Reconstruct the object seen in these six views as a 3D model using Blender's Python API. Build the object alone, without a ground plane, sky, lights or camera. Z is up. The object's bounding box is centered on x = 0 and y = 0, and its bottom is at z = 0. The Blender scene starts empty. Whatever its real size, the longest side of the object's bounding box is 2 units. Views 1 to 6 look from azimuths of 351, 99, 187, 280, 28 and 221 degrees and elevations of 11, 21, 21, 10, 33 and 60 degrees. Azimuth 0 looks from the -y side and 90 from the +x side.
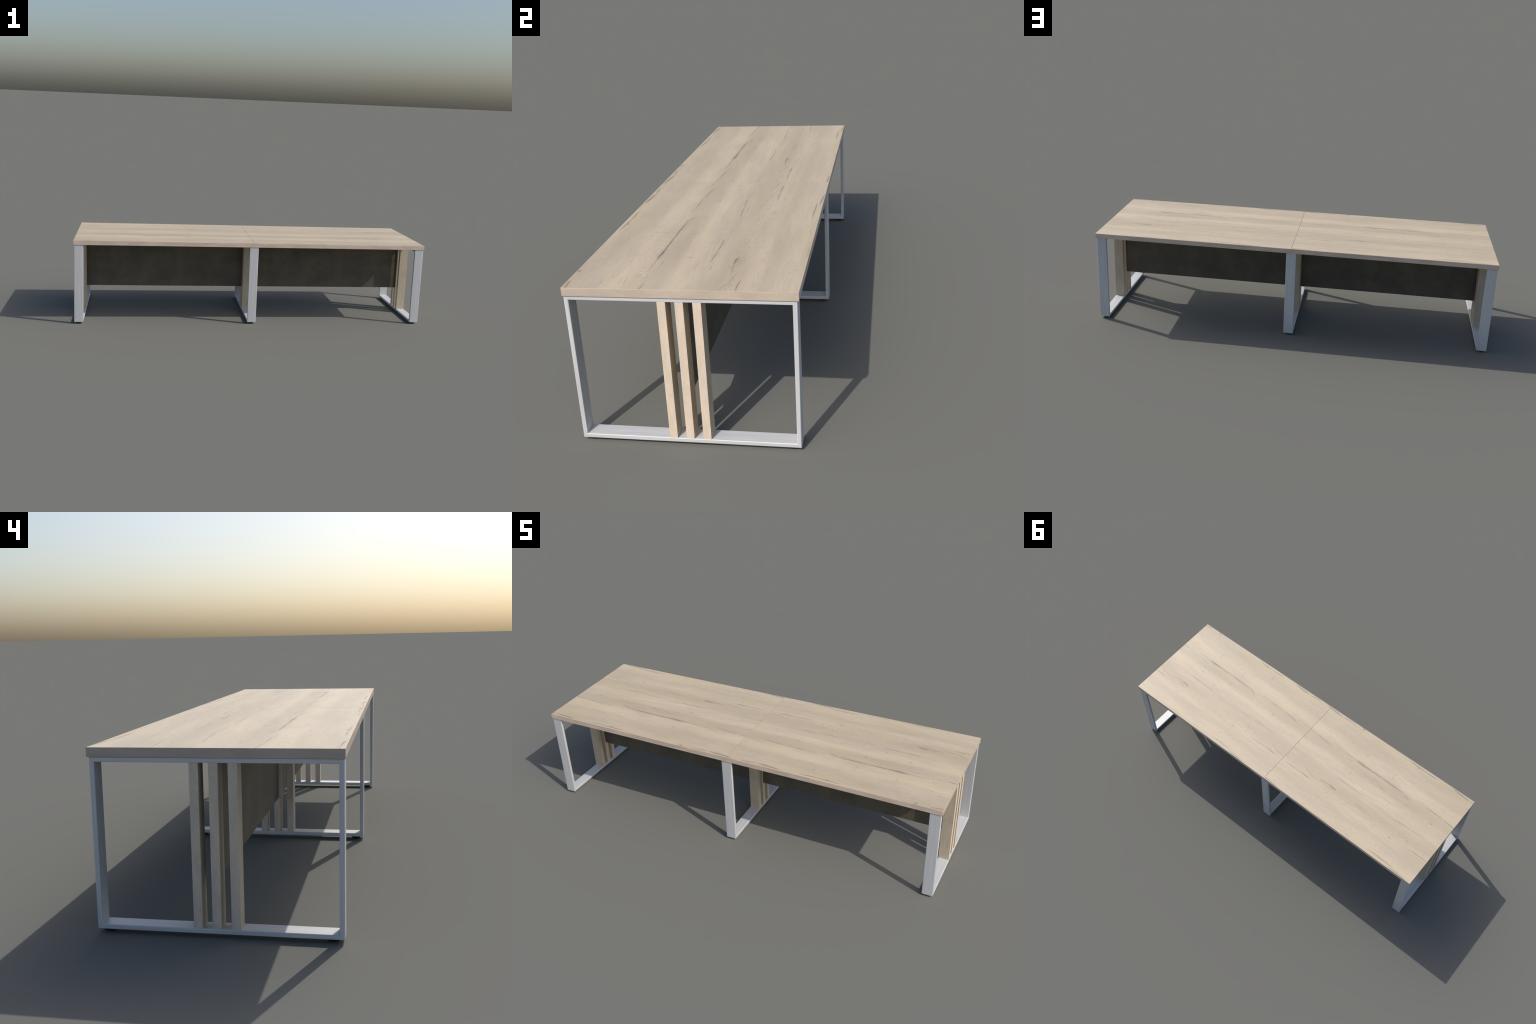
"""Two-bay meeting / bench table: oak-decor top in two panels, three brushed
steel loop frames with oak slats, dark modesty panels and round levelling feet.
1 scene unit = 1600 mm of the real table."""
import bpy, bmesh
from mathutils import Vector

MM = 1.0 / 1600.0

# ----------------------------------------------------------------- dimensions
HALF_LENGTH = 1.0
HALF_WIDTH = 0.3125
TOP_Z = 750 * MM
TOP_THICK = 38 * MM
UNDERSIDE = TOP_Z - TOP_THICK            # 0.445
SEAM_HALF_WIDTH = 0.00070                # shadow gap between the two top panels
SEAM_END = 0.3015                        # the gap stops short of the long edges

TUBE_W, TUBE_T = 80 * MM, 20 * MM        # 80 x 20 flat tube
FRAME_X = (-0.9713, 0.0, 0.9713)
FRAME_HALF_Y = 0.3089
FRAME_SHIFT_Y = -0.0013                   # the frames sit a touch off the centre line
FRAME_BOTTOM, FRAME_TOP = 0.0082, UNDERSIDE - 0.0002
TUBE_ROUND = 0.0024

SLAT_W, SLAT_D, SLAT_PITCH = 0.0228, 0.0482, 0.0474
PANEL_T, PANEL_BOTTOM, PANEL_TOP = 18 * MM, 0.1462, 0.4440
FOOT_R, FOOT_Y = 0.0160, 0.2832

DECOR_REPEAT = 0.877                     # the oak decor repeats along the top
DECOR_SHIFT = 0.25                       # second panel is cut from a shifted sheet


# ------------------------------------------------------------- node utilities
class Nodes:
    def __init__(self, name):
        self.mat = bpy.data.materials.new(name)
        self.mat.use_nodes = True
        self.t = self.mat.node_tree
        self.bsdf = self.t.nodes["Principled BSDF"]
        tc = self.t.nodes.new("ShaderNodeTexCoord")
        sep = self.t.nodes.new("ShaderNodeSeparateXYZ")
        self.t.links.new(tc.outputs["Object"], sep.inputs[0])
        self.x, self.y, self.z = sep.outputs

    def _in(self, sock, v):
        if isinstance(v, bpy.types.NodeSocket):
            self.t.links.new(v, sock)
        elif isinstance(v, (tuple, list)) and sock.type == "RGBA":
            sock.default_value = (*v, 1.0) if len(v) == 3 else v
        else:
            sock.default_value = v

    def m(self, op, a, b=0.0, c=0.0, clamp=False):
        n = self.t.nodes.new("ShaderNodeMath")
        n.operation, n.use_clamp = op, clamp
        for s, v in zip(n.inputs, (a, b, c)):
            self._in(s, v)
        return n.outputs[0]

    def vec(self, x, y, z=0.0):
        n = self.t.nodes.new("ShaderNodeCombineXYZ")
        for s, v in zip(n.inputs, (x, y, z)):
            self._in(s, v)
        return n.outputs[0]

    def noise(self, x, y, z=0.0, scale=1.0, detail=2.0, rough=0.5, distortion=0.0):
        n = self.t.nodes.new("ShaderNodeTexNoise")
        self._in(n.inputs["Vector"], self.vec(x, y, z))
        n.inputs["Scale"].default_value = scale
        n.inputs["Detail"].default_value = detail
        n.inputs["Roughness"].default_value = rough
        n.inputs["Distortion"].default_value = distortion
        return n.outputs[0]

    def ramp(self, v, lo, hi, out_lo=0.0, out_hi=1.0):
        n = self.t.nodes.new("ShaderNodeMapRange")
        n.interpolation_type = "SMOOTHSTEP"
        for s, val in zip(n.inputs[:5], (v, lo, hi, out_lo, out_hi)):
            self._in(s, val)
        return n.outputs[0]

    def mix(self, f, a, b, blend="MIX"):
        n = self.t.nodes.new("ShaderNodeMix")
        n.data_type, n.blend_type = "RGBA", blend
        self._in(n.inputs[0], f)
        self._in(n.inputs[6], a)
        self._in(n.inputs[7], b)
        return n.outputs[2]

    def tone(self, colour, factor):
        """multiply a colour by a scalar"""
        return self.mix(1.0, colour, self.vec(factor, factor, factor), "MULTIPLY")

    def bump(self, height, strength, distance):
        n = self.t.nodes.new("ShaderNodeBump")
        n.inputs["Strength"].default_value = strength
        n.inputs["Distance"].default_value = distance
        self._in(n.inputs["Height"], height)
        self._in(self.bsdf.inputs["Normal"], n.outputs[0])

    def finish(self, colour, rough, specular=0.5, metallic=0.0):
        b = self.bsdf
        self._in(b.inputs["Base Color"], colour)
        self._in(b.inputs["Roughness"], rough)
        b.inputs["Specular IOR Level"].default_value = specular
        b.inputs["Metallic"].default_value = metallic
        return self.mat


def stroke_group():
    """Node group: soft lens-shaped stroke on the repeating decor sheet."""
    g = bpy.data.node_groups.new("decor_stroke", "ShaderNodeTree")
    for nm in ("X", "Y", "Centre X", "Centre Y", "Half X", "Half Y", "Slope"):
        g.interface.new_socket(nm, in_out="INPUT", socket_type="NodeSocketFloat")
    g.interface.new_socket("Mask", in_out="OUTPUT", socket_type="NodeSocketFloat")
    gi, go = g.nodes.new("NodeGroupInput"), g.nodes.new("NodeGroupOutput")

    def m(op, *args, clamp=False):
        n = g.nodes.new("ShaderNodeMath")
        n.operation, n.use_clamp = op, clamp
        for s, v in zip(n.inputs, args):
            if isinstance(v, bpy.types.NodeSocket):
                g.links.new(v, s)
            else:
                s.default_value = v
        return n.outputs[0]

    I = gi.outputs
    dx = m("WRAP", m("SUBTRACT", I["X"], I["Centre X"]), DECOR_REPEAT / 2, -DECOR_REPEAT / 2)
    dy = m("SUBTRACT", m("SUBTRACT", I["Y"], I["Centre Y"]), m("MULTIPLY", dx, I["Slope"]))
    a = m("DIVIDE", dx, I["Half X"])
    b = m("DIVIDE", dy, I["Half Y"])
    r2 = m("ADD", m("MULTIPLY", a, a), m("MULTIPLY", b, b))
    g.links.new(m("SUBTRACT", 1.0, r2, clamp=True), go.inputs[0])
    return g


# Long cracks on the decor sheet: x0, y0, x1, y1, half width, darkness
CRACKS = [
    (-.178, -.0970, -.040, -.1110, .0024, .75), (-.060, -.1090, .090, -.1135, .0022, .65),
    (.070, -.1180, .125, -.1190, .0016, .60), (.150, -.0825, .215, -.1090, .0030, .55),
    (.190, -.1060, .400, -.1092, .0036, .85), (.330, -.1090, .545, -.1098, .0034, .95),
    (.455, -.1075, .545, -.1130, .0060, .80), (.520, -.1110, .640, -.1125, .0022, .65),
    (.545, -.0900, .592, -.0888, .0017, .60),
    (.365, .0466, .428, .0493, .0020, .75), (.405, .0490, .480, .0468, .0022, .75),
    (.455, .0485, .570, .0443, .0022, .75),
    (.508, .1175, .572, .1115, .0045, .85), (.550, .1120, .640, .1195, .0036, .45),
    (.670, .1520, .760, .1495, .0024, .85), (.740, .1495, .866, .1540, .0020, .75),
    (-.045, .0455, .070, .0525, .0018, .75), (.040, .0510, .168, .0565, .0018, .75),
    (.615, .1355, .715, .1205, .0034, .35), (.695, .1225, .750, .1050, .0036, .30),
    (.690, -.3065, .785, -.2955, .0030, .80), (-.105, -.2955, .025, -.3055, .0038, .95),
    (.105, -.2985, .205, -.2962, .0028, .85), (.175, -.2965, .315, -.3020, .0030, .90),
    (-.105, .3110, .040, .3015, .0038, .75), (-.015, .2925, .185, .2908, .0034, .75),
    (.275, .2935, .315, .3000, .0020, .45), (.420, .3060, .520, .3090, .0022, .40),
]
# Short cross-grain knots: x, y, half length across, half length along, darkness
KNOTS = [
    (.508, -.178, .0140, .0026, .45), (.520, -.022, .0100, .0032, .50),
    (.399, .0145, .0080, .0030, .50), (.398, .031, .0030, .0028, .40),
    (.156, -.245, .0110, .0040, .38), (.314, -.174, .0140, .0026, .38),
    (.314, -.150, .0090, .0026, .38), (.325, -.054, .0125, .0030, .50),
    (-.012, -.046, .0050, .0100, .42), (.155, -.057, .0042, .0040, .45),
    (.118, .164, .0060, .0065, .55), (.146, .243, .0080, .0040, .30),
    (.634, -.3055, .0062, .0085, .75), (.486, .109, .0050, .0040, .35),
    (.528, .186, .0050, .0050, .32), (.4375, .166, .0080, .0028, .28),
    (-.126, -.2215, .0040, .0080, .30), (-.169, -.2170, .0040, .0080, .34),
    (.545, -.272, .0045, .0060, .22), (.240, -.293, .0050, .0130, .50),
]
# Soft tonal fields: x, y, half along, half across, strength
FIELDS = [
    (.300, -.128, .075, .030, .22), (.500, -.110, .065, .014, .38), (.540, .125, .060, .018, .22),
    (.235, -.090, .070, .022, .20), (.205, .060, .160, .012, .14), (.440, -.060, .180, .028, .16),
]
# Places where the grain curls (cathedral figure)
CURLS = [
    (.665, -.119, .080, .022, 1.0), (.010, -.110, .110, .017, .8), (.170, -.100, .045, .030, .7),
    (.040, .122, .110, .028, .9), (.540, .140, .075, .030, .8), (-.120, .130, .090, .022, .8),
    (.235, .130, .110, .022, .8), (.380, .125, .130, .020, .7), (.050, .270, .300, .030, .25),
    (.500, .270, .250, .032, .25),
]


BASE_DARK, BASE_LIGHT = (0.455, 0.371, 0.253), (0.582, 0.478, 0.334)
ROSY, STRAW = (0.500, 0.406, 0.308), (0.530, 0.436, 0.284)


def oak_top_material():
    n = Nodes("oak_decor")
    x, y = n.x, n.y
    group = stroke_group()

    def stroke(X, Y, cx, cy, hx, hy, slope=0.0):
        g = n.t.nodes.new("ShaderNodeGroup")
        g.node_tree = group
        for s, v in zip(g.inputs, (X, Y, cx, cy, hx, hy, slope)):
            n._in(s, v)
        return g.outputs[0]

    # wavering of the grain
    sway = n.noise(n.m("MULTIPLY", x, 2.6), n.m("MULTIPLY", y, 7.0), 3.1, detail=2.0)
    jitter = n.noise(n.m("MULTIPLY", x, 46.0), n.m("MULTIPLY", y, 26.0), 7.7, detail=4.0, rough=0.68)
    yw = n.m("MULTIPLY_ADD", n.m("SUBTRACT", sway, 0.5), 0.022, y)
    yc = n.m("MULTIPLY_ADD", n.m("SUBTRACT", jitter, 0.5), 0.0062, y)      # for cracks
    xc = n.m("MULTIPLY_ADD", n.m("SUBTRACT", jitter, 0.5), 0.010, x)

    # broad soft bands of tone running lengthwise, laid out across the width
    across = n.t.nodes.new("ShaderNodeValToRGB")
    el = across.color_ramp.elements
    across.color_ramp.interpolation = "EASE"
    stops = [(-.31, .42), (-.26, .34), (-.215, .42), (-.165, .80), (-.125, .72), (-.100, .34), (-.060, .26),
             (-.022, .70), (.025, .66), (.055, .40), (.105, .30), (.150, .55), (.185, .62), (.215, .34),
             (.255, .62), (.290, .72), (.31, .55)]
    while len(el) < len(stops):
        el.new(0.5)
    for e, (py, v) in zip(el, stops):
        e.position = py / 0.64 + 0.5
    for e, (py, v) in zip(el, stops):
        e.color = (v, v, v, 1.0)
    n._in(across.inputs[0], n.m("MULTIPLY_ADD", yw, 1 / 0.64, 0.5))
    drift = n.noise(n.m("MULTIPLY", x, 1.9), n.m("MULTIPLY", yw, 12.0), 0.0, detail=4.0, rough=0.55)
    band = n.m("MULTIPLY_ADD", n.m("SUBTRACT", drift, 0.5), 1.5, across.outputs[0])
    hue = n.noise(n.m("MULTIPLY", x, 2.4), n.m("MULTIPLY", yw, 11.0), 11.0, detail=2.0)
    col = n.mix(n.ramp(band, 0.05, 0.95), BASE_DARK, BASE_LIGHT)
    col = n.mix(n.ramp(hue, 0.49, 0.66, 0.0, 0.50), col, ROSY)
    col = n.mix(n.ramp(hue, 0.47, 0.30, 0.0, 0.42), col, STRAW)

    # fine pores and fibre
    fibre = n.noise(n.m("MULTIPLY", x, 9.0), n.m("MULTIPLY", yw, 330.0), 1.0, detail=4.0, rough=0.65)
    streak = n.noise(n.m("MULTIPLY", x, 5.0), n.m("MULTIPLY", yw, 62.0), 5.0, detail=3.0, rough=0.6)
    pores = n.noise(n.m("MULTIPLY", x, 75.0), n.m("MULTIPLY", yw, 420.0), 2.0, detail=2.0)
    tone = n.m("ADD", n.ramp(fibre, 0.25, 0.75, 0.930, 1.060), n.ramp(streak, 0.3, 0.7, -0.030, 0.026))
    tone = n.m("ADD", tone, n.ramp(pores, 0.58, 0.74, 0.0, -0.11))

    # cathedral figure: contour lines of a warped height field, strongest at curls
    curl = 0.0
    for cx, cy, hx, hy, k in CURLS:
        curl = n.m("MAXIMUM", curl, n.m("MULTIPLY", stroke(x, y, cx, cy, hx, hy), k))
    hill = n.noise(n.m("MULTIPLY", x, 17.0), n.m("MULTIPLY", y, 40.0), 9.0, detail=0.6)
    lines = n.m("SINE", n.m("MULTIPLY_ADD", hill, 52.0, n.m("MULTIPLY", yw, 430.0)))
    calm = n.noise(n.m("MULTIPLY", x, 5.0), n.m("MULTIPLY", y, 12.0), 15.0, detail=1.0)
    calm_lines = n.m("SINE", n.m("MULTIPLY_ADD", calm, 75.0, n.m("MULTIPLY", y, 330.0)))
    tone = n.m("ADD", tone, n.m("MULTIPLY", n.ramp(lines, -0.2, 0.9, 0.06, -0.15), curl))
    tone = n.m("ADD", tone, n.m("MULTIPLY", n.ramp(calm_lines, 0.1, 1.0, 0.010, -0.046),
                                n.ramp(calm, 0.35, 0.6)))

    # ray fleck across the grain
    ray = n.noise(n.m("MULTIPLY", x, 60.0), n.m("MULTIPLY", y, 11.0), 21.0, detail=2.0)
    tone = n.m("ADD", tone, n.m("MULTIPLY", n.ramp(ray, 0.58, 0.72, 0.0, -0.035), n.ramp(hue, 0.45, 0.6)))
    col = n.tone(col, tone)

    # soft brown halos, cracks and knots
    halo = 0.0
    for cx, cy, hx, hy, k in FIELDS:
        halo = n.m("MAXIMUM", halo, n.m("MULTIPLY", stroke(xc, yc, cx, cy, hx, hy), k))
    col = n.mix(halo, col, (0.330, 0.255, 0.205))
    dark, near = 0.0, 0.0
    for x0, y0, x1, y1, w, k in CRACKS:
        cx, cy, hx = (x0 + x1) / 2, (y0 + y1) / 2, (x1 - x0) / 2
        s = (y1 - y0) / (x1 - x0)
        core = n.m("MULTIPLY", stroke(x, yc, cx, cy, hx, w * 0.66, s), 1.7, clamp=True)
        dark = n.m("MAXIMUM", dark, n.m("MULTIPLY", core, k))
        near = n.m("MAXIMUM", near, n.m("MULTIPLY", stroke(x, yc, cx, cy, hx * 1.05, w * 3.2, s), k))
    for cx, cy, hy, hx, k in KNOTS:
        dark = n.m("MAXIMUM", dark, n.m("MULTIPLY", stroke(xc, yc, cx, cy, hx, hy), k))
        near = n.m("MAXIMUM", near, n.m("MULTIPLY", stroke(xc, yc, cx, cy, hx * 2.6, hy * 1.8), k))
    col = n.mix(n.m("MULTIPLY", near, 0.22), col, (0.300, 0.232, 0.172))
    col = n.mix(n.m("MULTIPLY", dark, 0.76), col, (0.110, 0.078, 0.052))

    # stray hairline checks and specks between the larger cracks
    check = n.noise(n.m("MULTIPLY", x, 8.0), n.m("MULTIPLY", yc, 135.0), 31.0, detail=2.0, rough=0.55)
    where = n.noise(n.m("MULTIPLY", x, 3.0), n.m("MULTIPLY", y, 9.0), 37.0, detail=1.0)
    hair = n.m("MULTIPLY", n.ramp(check, 0.66, 0.75), n.ramp(where, 0.46, 0.62))
    col = n.mix(n.m("MULTIPLY", hair, 0.52), col, (0.205, 0.155, 0.110))
    speck = n.noise(n.m("MULTIPLY", x, 62.0), n.m("MULTIPLY", yc, 85.0), 41.0, detail=1.0)
    col = n.mix(n.ramp(speck, 0.73, 0.80, 0.0, 0.50), col, (0.210, 0.155, 0.110))

    n.bump(n.m("SUBTRACT", n.m("MULTIPLY", fibre, 0.5), dark), 0.12, 0.0006)
    return n.finish(col, n.ramp(fibre, 0.2, 0.8, 0.53, 0.63), 0.9)


def oak_edge_material(name, dark, light):
    """edge band: long sides show lengthwise fibre, short ends a slanting figure"""
    n = Nodes(name)
    x, y, z = n.x, n.y, n.z
    fibre = n.noise(n.m("MULTIPLY", x, 55.0), n.m("MULTIPLY", y, 55.0), n.m("MULTIPLY", z, 520.0), detail=3.0, rough=0.6)
    slow = n.noise(n.m("MULTIPLY", x, 11.0), n.m("MULTIPLY", y, 9.0), n.m("MULTIPLY", z, 40.0), detail=2.0)
    slant = n.m("MULTIPLY_ADD", z, 0.55, y)
    fig = n.noise(n.m("MULTIPLY", slant, 26.0), 0.0, 4.0, detail=1.0)
    rings = n.m("SINE", n.m("MULTIPLY_ADD", fig, 30.0, n.m("MULTIPLY", slant, 900.0)))
    col = n.mix(n.ramp(slow, 0.35, 0.65), dark, light)
    tone = n.m("ADD", n.ramp(fibre, 0.25, 0.75, 0.93, 1.06),
               n.m("MULTIPLY", n.ramp(rings, -0.4, 1.0, 0.018, -0.032), n.ramp(fig, 0.45, 0.62)))
    return n.finish(n.tone(col, tone), 0.58, 0.40)


def oak_slat_material(name, dark, light):
    n = Nodes(name)
    x, y, z = n.x, n.y, n.z
    info = n.t.nodes.new("ShaderNodeObjectInfo")
    zz = n.m("MULTIPLY_ADD", info.outputs["Random"], 5.0, z)
    fibre = n.noise(n.m("MULTIPLY", x, 330.0), n.m("MULTIPLY", y, 330.0), n.m("MULTIPLY", zz, 60.0), detail=3.0, rough=0.65)
    band = n.noise(n.m("MULTIPLY", x, 55.0), n.m("MULTIPLY", y, 55.0), n.m("MULTIPLY", zz, 14.0), detail=2.0)
    blot = n.noise(n.m("MULTIPLY", x, 42.0), n.m("MULTIPLY", y, 42.0), n.m("MULTIPLY", zz, 17.0), detail=1.0)
    col = n.mix(n.ramp(band, 0.35, 0.65), dark, light)
    col = n.tone(col, n.ramp(fibre, 0.25, 0.75, 0.92, 1.07))
    col = n.mix(n.ramp(blot, 0.70, 0.82, 0.0, 0.28), col, (0.260, 0.205, 0.150))
    return n.finish(col, 0.60, 0.35)


def steel_material():
    """light brushed steel; the grain follows each mitred tube"""
    n = Nodes("brushed_steel")
    x, y, z = n.x, n.y, n.z
    dy = n.m("SUBTRACT", FRAME_HALF_Y, n.m("ABSOLUTE", y))
    dz = n.m("MINIMUM", n.m("SUBTRACT", z, FRAME_BOTTOM), n.m("SUBTRACT", FRAME_TOP, z))
    upright = n.m("LESS_THAN", dy, dz)
    brush_v = n.noise(n.m("MULTIPLY", x, 240.0), n.m("MULTIPLY", y, 240.0), n.m("MULTIPLY", z, 4.0), detail=4.0, rough=0.7)
    brush_h = n.noise(n.m("MULTIPLY", x, 240.0), n.m("MULTIPLY", y, 4.0), n.m("MULTIPLY", z, 240.0), detail=4.0, rough=0.7)
    brush = n.m("ADD", n.m("MULTIPLY", brush_v, upright),
                n.m("MULTIPLY", brush_h, n.m("SUBTRACT", 1.0, upright)))
    col = n.mix(n.ramp(brush, 0.25, 0.75), (0.520, 0.527, 0.536), (0.652, 0.659, 0.668))
    n.bump(brush, 0.05, 0.0004)
    return n.finish(col, n.ramp(brush, 0.25, 0.75, 0.44, 0.56), 0.5, 0.12)


def panel_material():
    n = Nodes("dark_oxide_laminate")
    x, y, z = n.x, n.y, n.z
    cloud = n.noise(x, y, z, scale=7.0, detail=5.0, rough=0.6)
    rust = n.noise(x, y, n.m("ADD", z, 4.0), scale=26.0, detail=4.0, rough=0.6)
    spots = n.noise(x, y, n.m("ADD", z, 9.0), scale=70.0, detail=2.0)
    col = n.mix(n.ramp(cloud, 0.32, 0.68), (0.0890, 0.0770, 0.0575), (0.1320, 0.1125, 0.0820))
    col = n.mix(n.ramp(rust, 0.55, 0.72, 0.0, 0.50), col, (0.1150, 0.0880, 0.0640))
    col = n.mix(n.ramp(spots, 0.64, 0.76, 0.0, 0.55), col, (0.0520, 0.0450, 0.0370))
    return n.finish(col, 0.58, 0.35)


def rubber_material():
    n = Nodes("black_plastic")
    grain = n.noise(n.x, n.y, n.z, scale=300.0)
    return n.finish(n.mix(grain, (0.010, 0.010, 0.011), (0.018, 0.018, 0.019)), 0.6, 0.3)


# ------------------------------------------------------------ mesh utilities
def add_object(name, bm, mats, parent, loc=(0, 0, 0), smooth=True):
    me = bpy.data.meshes.new(name)
    bmesh.ops.recalc_face_normals(bm, faces=bm.faces)
    bm.to_mesh(me)
    bm.free()
    for m in mats:
        me.materials.append(m)
    if smooth:
        me.shade_smooth()
    ob = bpy.data.objects.new(name, me)
    bpy.context.scene.collection.objects.link(ob)
    ob.location = loc
    ob.parent = parent
    return ob


def copy_object(src, name, parent, loc):
    ob = src.copy()
    ob.name = name
    ob.parent = parent
    ob.location = loc
    bpy.context.scene.collection.objects.link(ob)
    return ob


def box(bm, lo, hi):
    r = bmesh.ops.create_cube(bm, size=1.0)
    for v in r["verts"]:
        v.co = Vector([lo[i] + (v.co[i] + 0.5) * (hi[i] - lo[i]) for i in range(3)])
    return r["verts"]


def rounded_box(lo, hi, radius, segments=2):
    bm = bmesh.new()
    box(bm, lo, hi)
    bmesh.ops.bevel(bm, geom=bm.edges[:], offset=radius, segments=segments, profile=0.5,
                    affect="EDGES", clamp_overlap=True)
    return bm


def sharp_shading(ob):
    """flat faces stay flat; only the narrow rounding facets are smooth"""
    ob.data.set_sharp_from_angle(angle=0.9)
    for p in ob.data.polygons:
        p.use_smooth = max(abs(c) for c in p.normal) < 0.999


# ---------------------------------------------------------------------- parts
def tabletop_panel(name, side, mats, parent):
    """one half of the top; side = +1 (x > 0) or -1; origin sets the decor phase"""
    origin_x = DECOR_SHIFT if side > 0 else 0.0
    g = 0.0001
    xs, xe = sorted((side * g, side * HALF_LENGTH))
    bm = bmesh.new()
    box(bm, (xs, -HALF_WIDTH, UNDERSIDE), (xe, HALF_WIDTH, TOP_Z))
    outer = [e for e in bm.edges
             if not all(abs(v.co.x) < 0.01 for v in e.verts)
             and not (abs(e.verts[0].co.x - e.verts[1].co.x) < 1e-6 and abs(e.verts[0].co.x) < 0.01)]
    bmesh.ops.bevel(bm, geom=outer, offset=0.0007, segments=2, profile=0.5, affect="EDGES")
    for v in bm.verts:
        v.co.x -= origin_x
    for f in bm.faces:
        f.normal_update()
        f.material_index = 0 if f.normal.z > 0.99 else (2 if abs(f.normal.y) > 0.5 else 1)
    ob = add_object(name, bm, mats, parent, (origin_x, 0, 0))
    # rebate that forms half of the visible seam
    cb = bmesh.new()
    a, b = sorted((-side * 0.01 , side * SEAM_HALF_WIDTH))
    box(cb, (a, -SEAM_END, TOP_Z - 0.0030), (b, SEAM_END, TOP_Z + 0.01))
    cutter = add_object("seam_cutter", cb, [mats[1]], None, smooth=False)
    mod = ob.modifiers.new("seam", "BOOLEAN")
    mod.object, mod.operation, mod.solver = cutter, "DIFFERENCE", "EXACT"
    bpy.context.view_layer.update()
    dg = bpy.context.evaluated_depsgraph_get()
    me = bpy.data.meshes.new_from_object(ob.evaluated_get(dg))
    ob.modifiers.clear()
    ob.data = me
    me.name = name
    bpy.data.objects.remove(cutter)
    sharp_shading(ob)
    return ob


def leg_frame_mesh():
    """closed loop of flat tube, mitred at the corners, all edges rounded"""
    bm = bmesh.new()
    hy, zb, zt, t, hx = FRAME_HALF_Y, FRAME_BOTTOM, FRAME_TOP, TUBE_T, TUBE_W / 2
    outer = [(-hy, zb), (hy, zb), (hy, zt), (-hy, zt)]
    inner = [(-hy + t, zb + t), (hy - t, zb + t), (hy - t, zt - t), (-hy + t, zt - t)]
    rings = [[bm.verts.new((sx * hx, y, z)) for y, z in loop] for sx in (-1, 1) for loop in (outer, inner)]
    lo_o, lo_i, hi_o, hi_i = rings
    mitres = set()
    for i in range(4):
        j = (i + 1) % 4
        bm.faces.new((lo_o[i], lo_o[j], lo_i[j], lo_i[i]))
        bm.faces.new((hi_o[j], hi_o[i], hi_i[i], hi_i[j]))
        bm.faces.new((lo_o[j], lo_o[i], hi_o[i], hi_o[j]))
        bm.faces.new((lo_i[i], lo_i[j], hi_i[j], hi_i[i]))
    bm.edges.ensure_lookup_table()
    inner_set, outer_set = set(lo_i + hi_i), set(lo_o + hi_o)
    edges = []
    for e in bm.edges:
        a, b = e.verts
        if (a in inner_set) != (b in inner_set):
            continue                                   # the mitre lines stay flat
        if abs(a.co.x - b.co.x) > 1e-6:
            continue                                   # mitred corners stay crisp
        edges.append(e)
    bmesh.ops.bevel(bm, geom=edges, offset=TUBE_ROUND, segments=3, profile=0.5, affect="EDGES",
                    clamp_overlap=True)
    return bm


def disc(radius, z0, z1, round_edge, steps=40):
    bm = bmesh.new()
    bmesh.ops.create_cone(bm, cap_ends=True, segments=steps, radius1=radius, radius2=radius, depth=z1 - z0)
    for v in bm.verts:
        v.co.z += (z0 + z1) / 2
    rims = [e for e in bm.edges if abs(e.verts[0].co.z - e.verts[1].co.z) < 1e-6]
    bmesh.ops.bevel(bm, geom=rims, offset=round_edge, segments=2, profile=0.5, affect="EDGES")
    return bm


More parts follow.
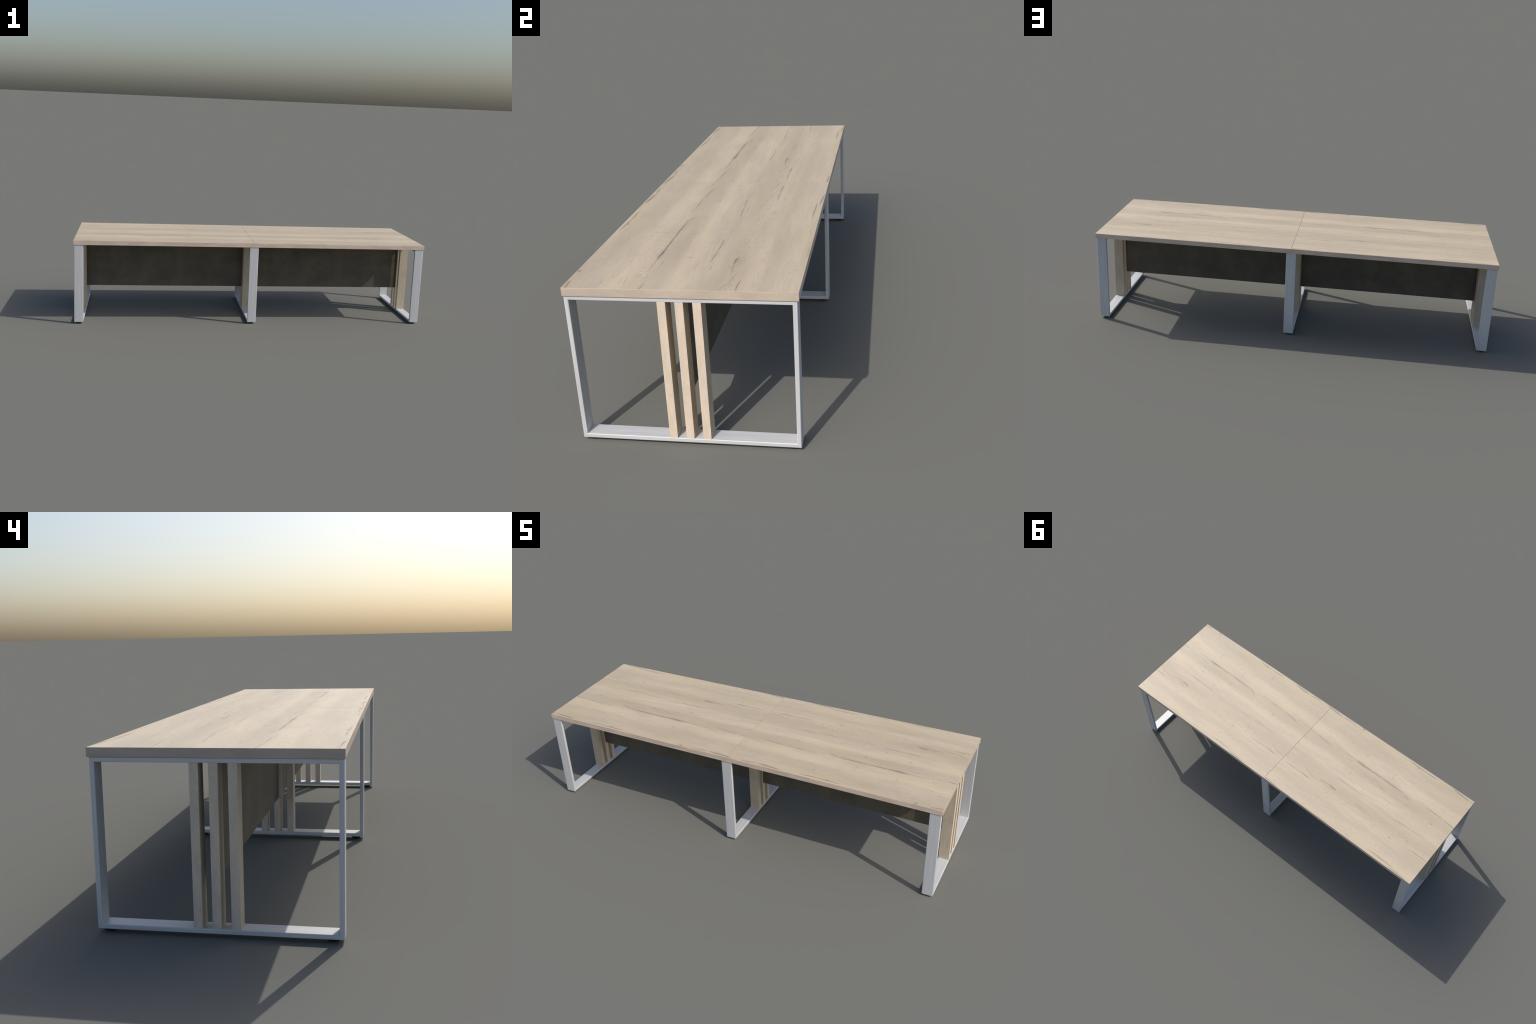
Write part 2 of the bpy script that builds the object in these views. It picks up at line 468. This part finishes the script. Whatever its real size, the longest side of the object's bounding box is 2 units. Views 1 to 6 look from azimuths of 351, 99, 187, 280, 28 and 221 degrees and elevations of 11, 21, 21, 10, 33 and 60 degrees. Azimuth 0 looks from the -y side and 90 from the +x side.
# ---------------------------------------------------------------------- build
def build():
    oak_top = oak_top_material()
    end_band = oak_edge_material("oak_end_band", (0.450, 0.374, 0.302), (0.508, 0.425, 0.342))
    long_band = oak_edge_material("oak_long_band", (0.580, 0.462, 0.366), (0.680, 0.535, 0.424))
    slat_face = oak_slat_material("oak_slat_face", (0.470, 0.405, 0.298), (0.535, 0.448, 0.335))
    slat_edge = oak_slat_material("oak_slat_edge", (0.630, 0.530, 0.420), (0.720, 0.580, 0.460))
    steel, laminate, rubber = steel_material(), panel_material(), rubber_material()

    table = bpy.data.objects.new("meeting_table", None)
    bpy.context.scene.collection.objects.link(table)
    table["label"] = "long pale oak office table on three white steel loop legs"
    table["category"] = "table"

    for side in (-1, 1):
        tabletop_panel("tabletop_panel", side, [oak_top, end_band, long_band], table)

    frame = slat = foot = None
    for fx in FRAME_X:
        loc = (fx, FRAME_SHIFT_Y, 0)
        if frame is None:
            frame = f = add_object("leg_frame", leg_frame_mesh(), [steel], table, loc)
            sharp_shading(f)
        else:
            f = copy_object(frame, "leg_frame", table, loc)
        for k in (-1, 0, 1):
            p = (0, k * SLAT_PITCH - FRAME_SHIFT_Y, 0)
            if slat is None:
                z0, z1 = FRAME_BOTTOM + TUBE_T - 0.0002, FRAME_TOP - TUBE_T + 0.0002
                slat = add_object("slat", rounded_box((-SLAT_D / 2, -SLAT_W / 2, z0),
                                                      (SLAT_D / 2, SLAT_W / 2, z1), 0.0006), [slat_face, slat_edge], f, p)
                for poly in slat.data.polygons:
                    poly.material_index = 1 if abs(poly.normal.x) > 0.5 else 0
                sharp_shading(slat)
            else:
                copy_object(slat, "slat", f, p)
        for s in (-1, 1):
            p = (0, s * FOOT_Y - FRAME_SHIFT_Y, 0)
            if foot is None:
                foot = add_object("foot", disc(FOOT_R, 0.0, FRAME_BOTTOM + 0.0003, 0.0012), [rubber], f, p)
                sharp_shading(foot)
            else:
                copy_object(foot, "foot", f, p)

    x0, x1 = SLAT_D / 2 - 0.0002, FRAME_X[2] - SLAT_D / 2 + 0.0002
    half = (x1 - x0) / 2
    bm = rounded_box((-half, -PANEL_T / 2, PANEL_BOTTOM), (half, PANEL_T / 2, PANEL_TOP), 0.0005)
    mid = (x0 + x1) / 2
    p = add_object("modesty_panel", bm, [laminate], table, (-mid, 0, 0))
    sharp_shading(p)
    copy_object(p, "modesty_panel", table, (mid, 0, 0))


build()
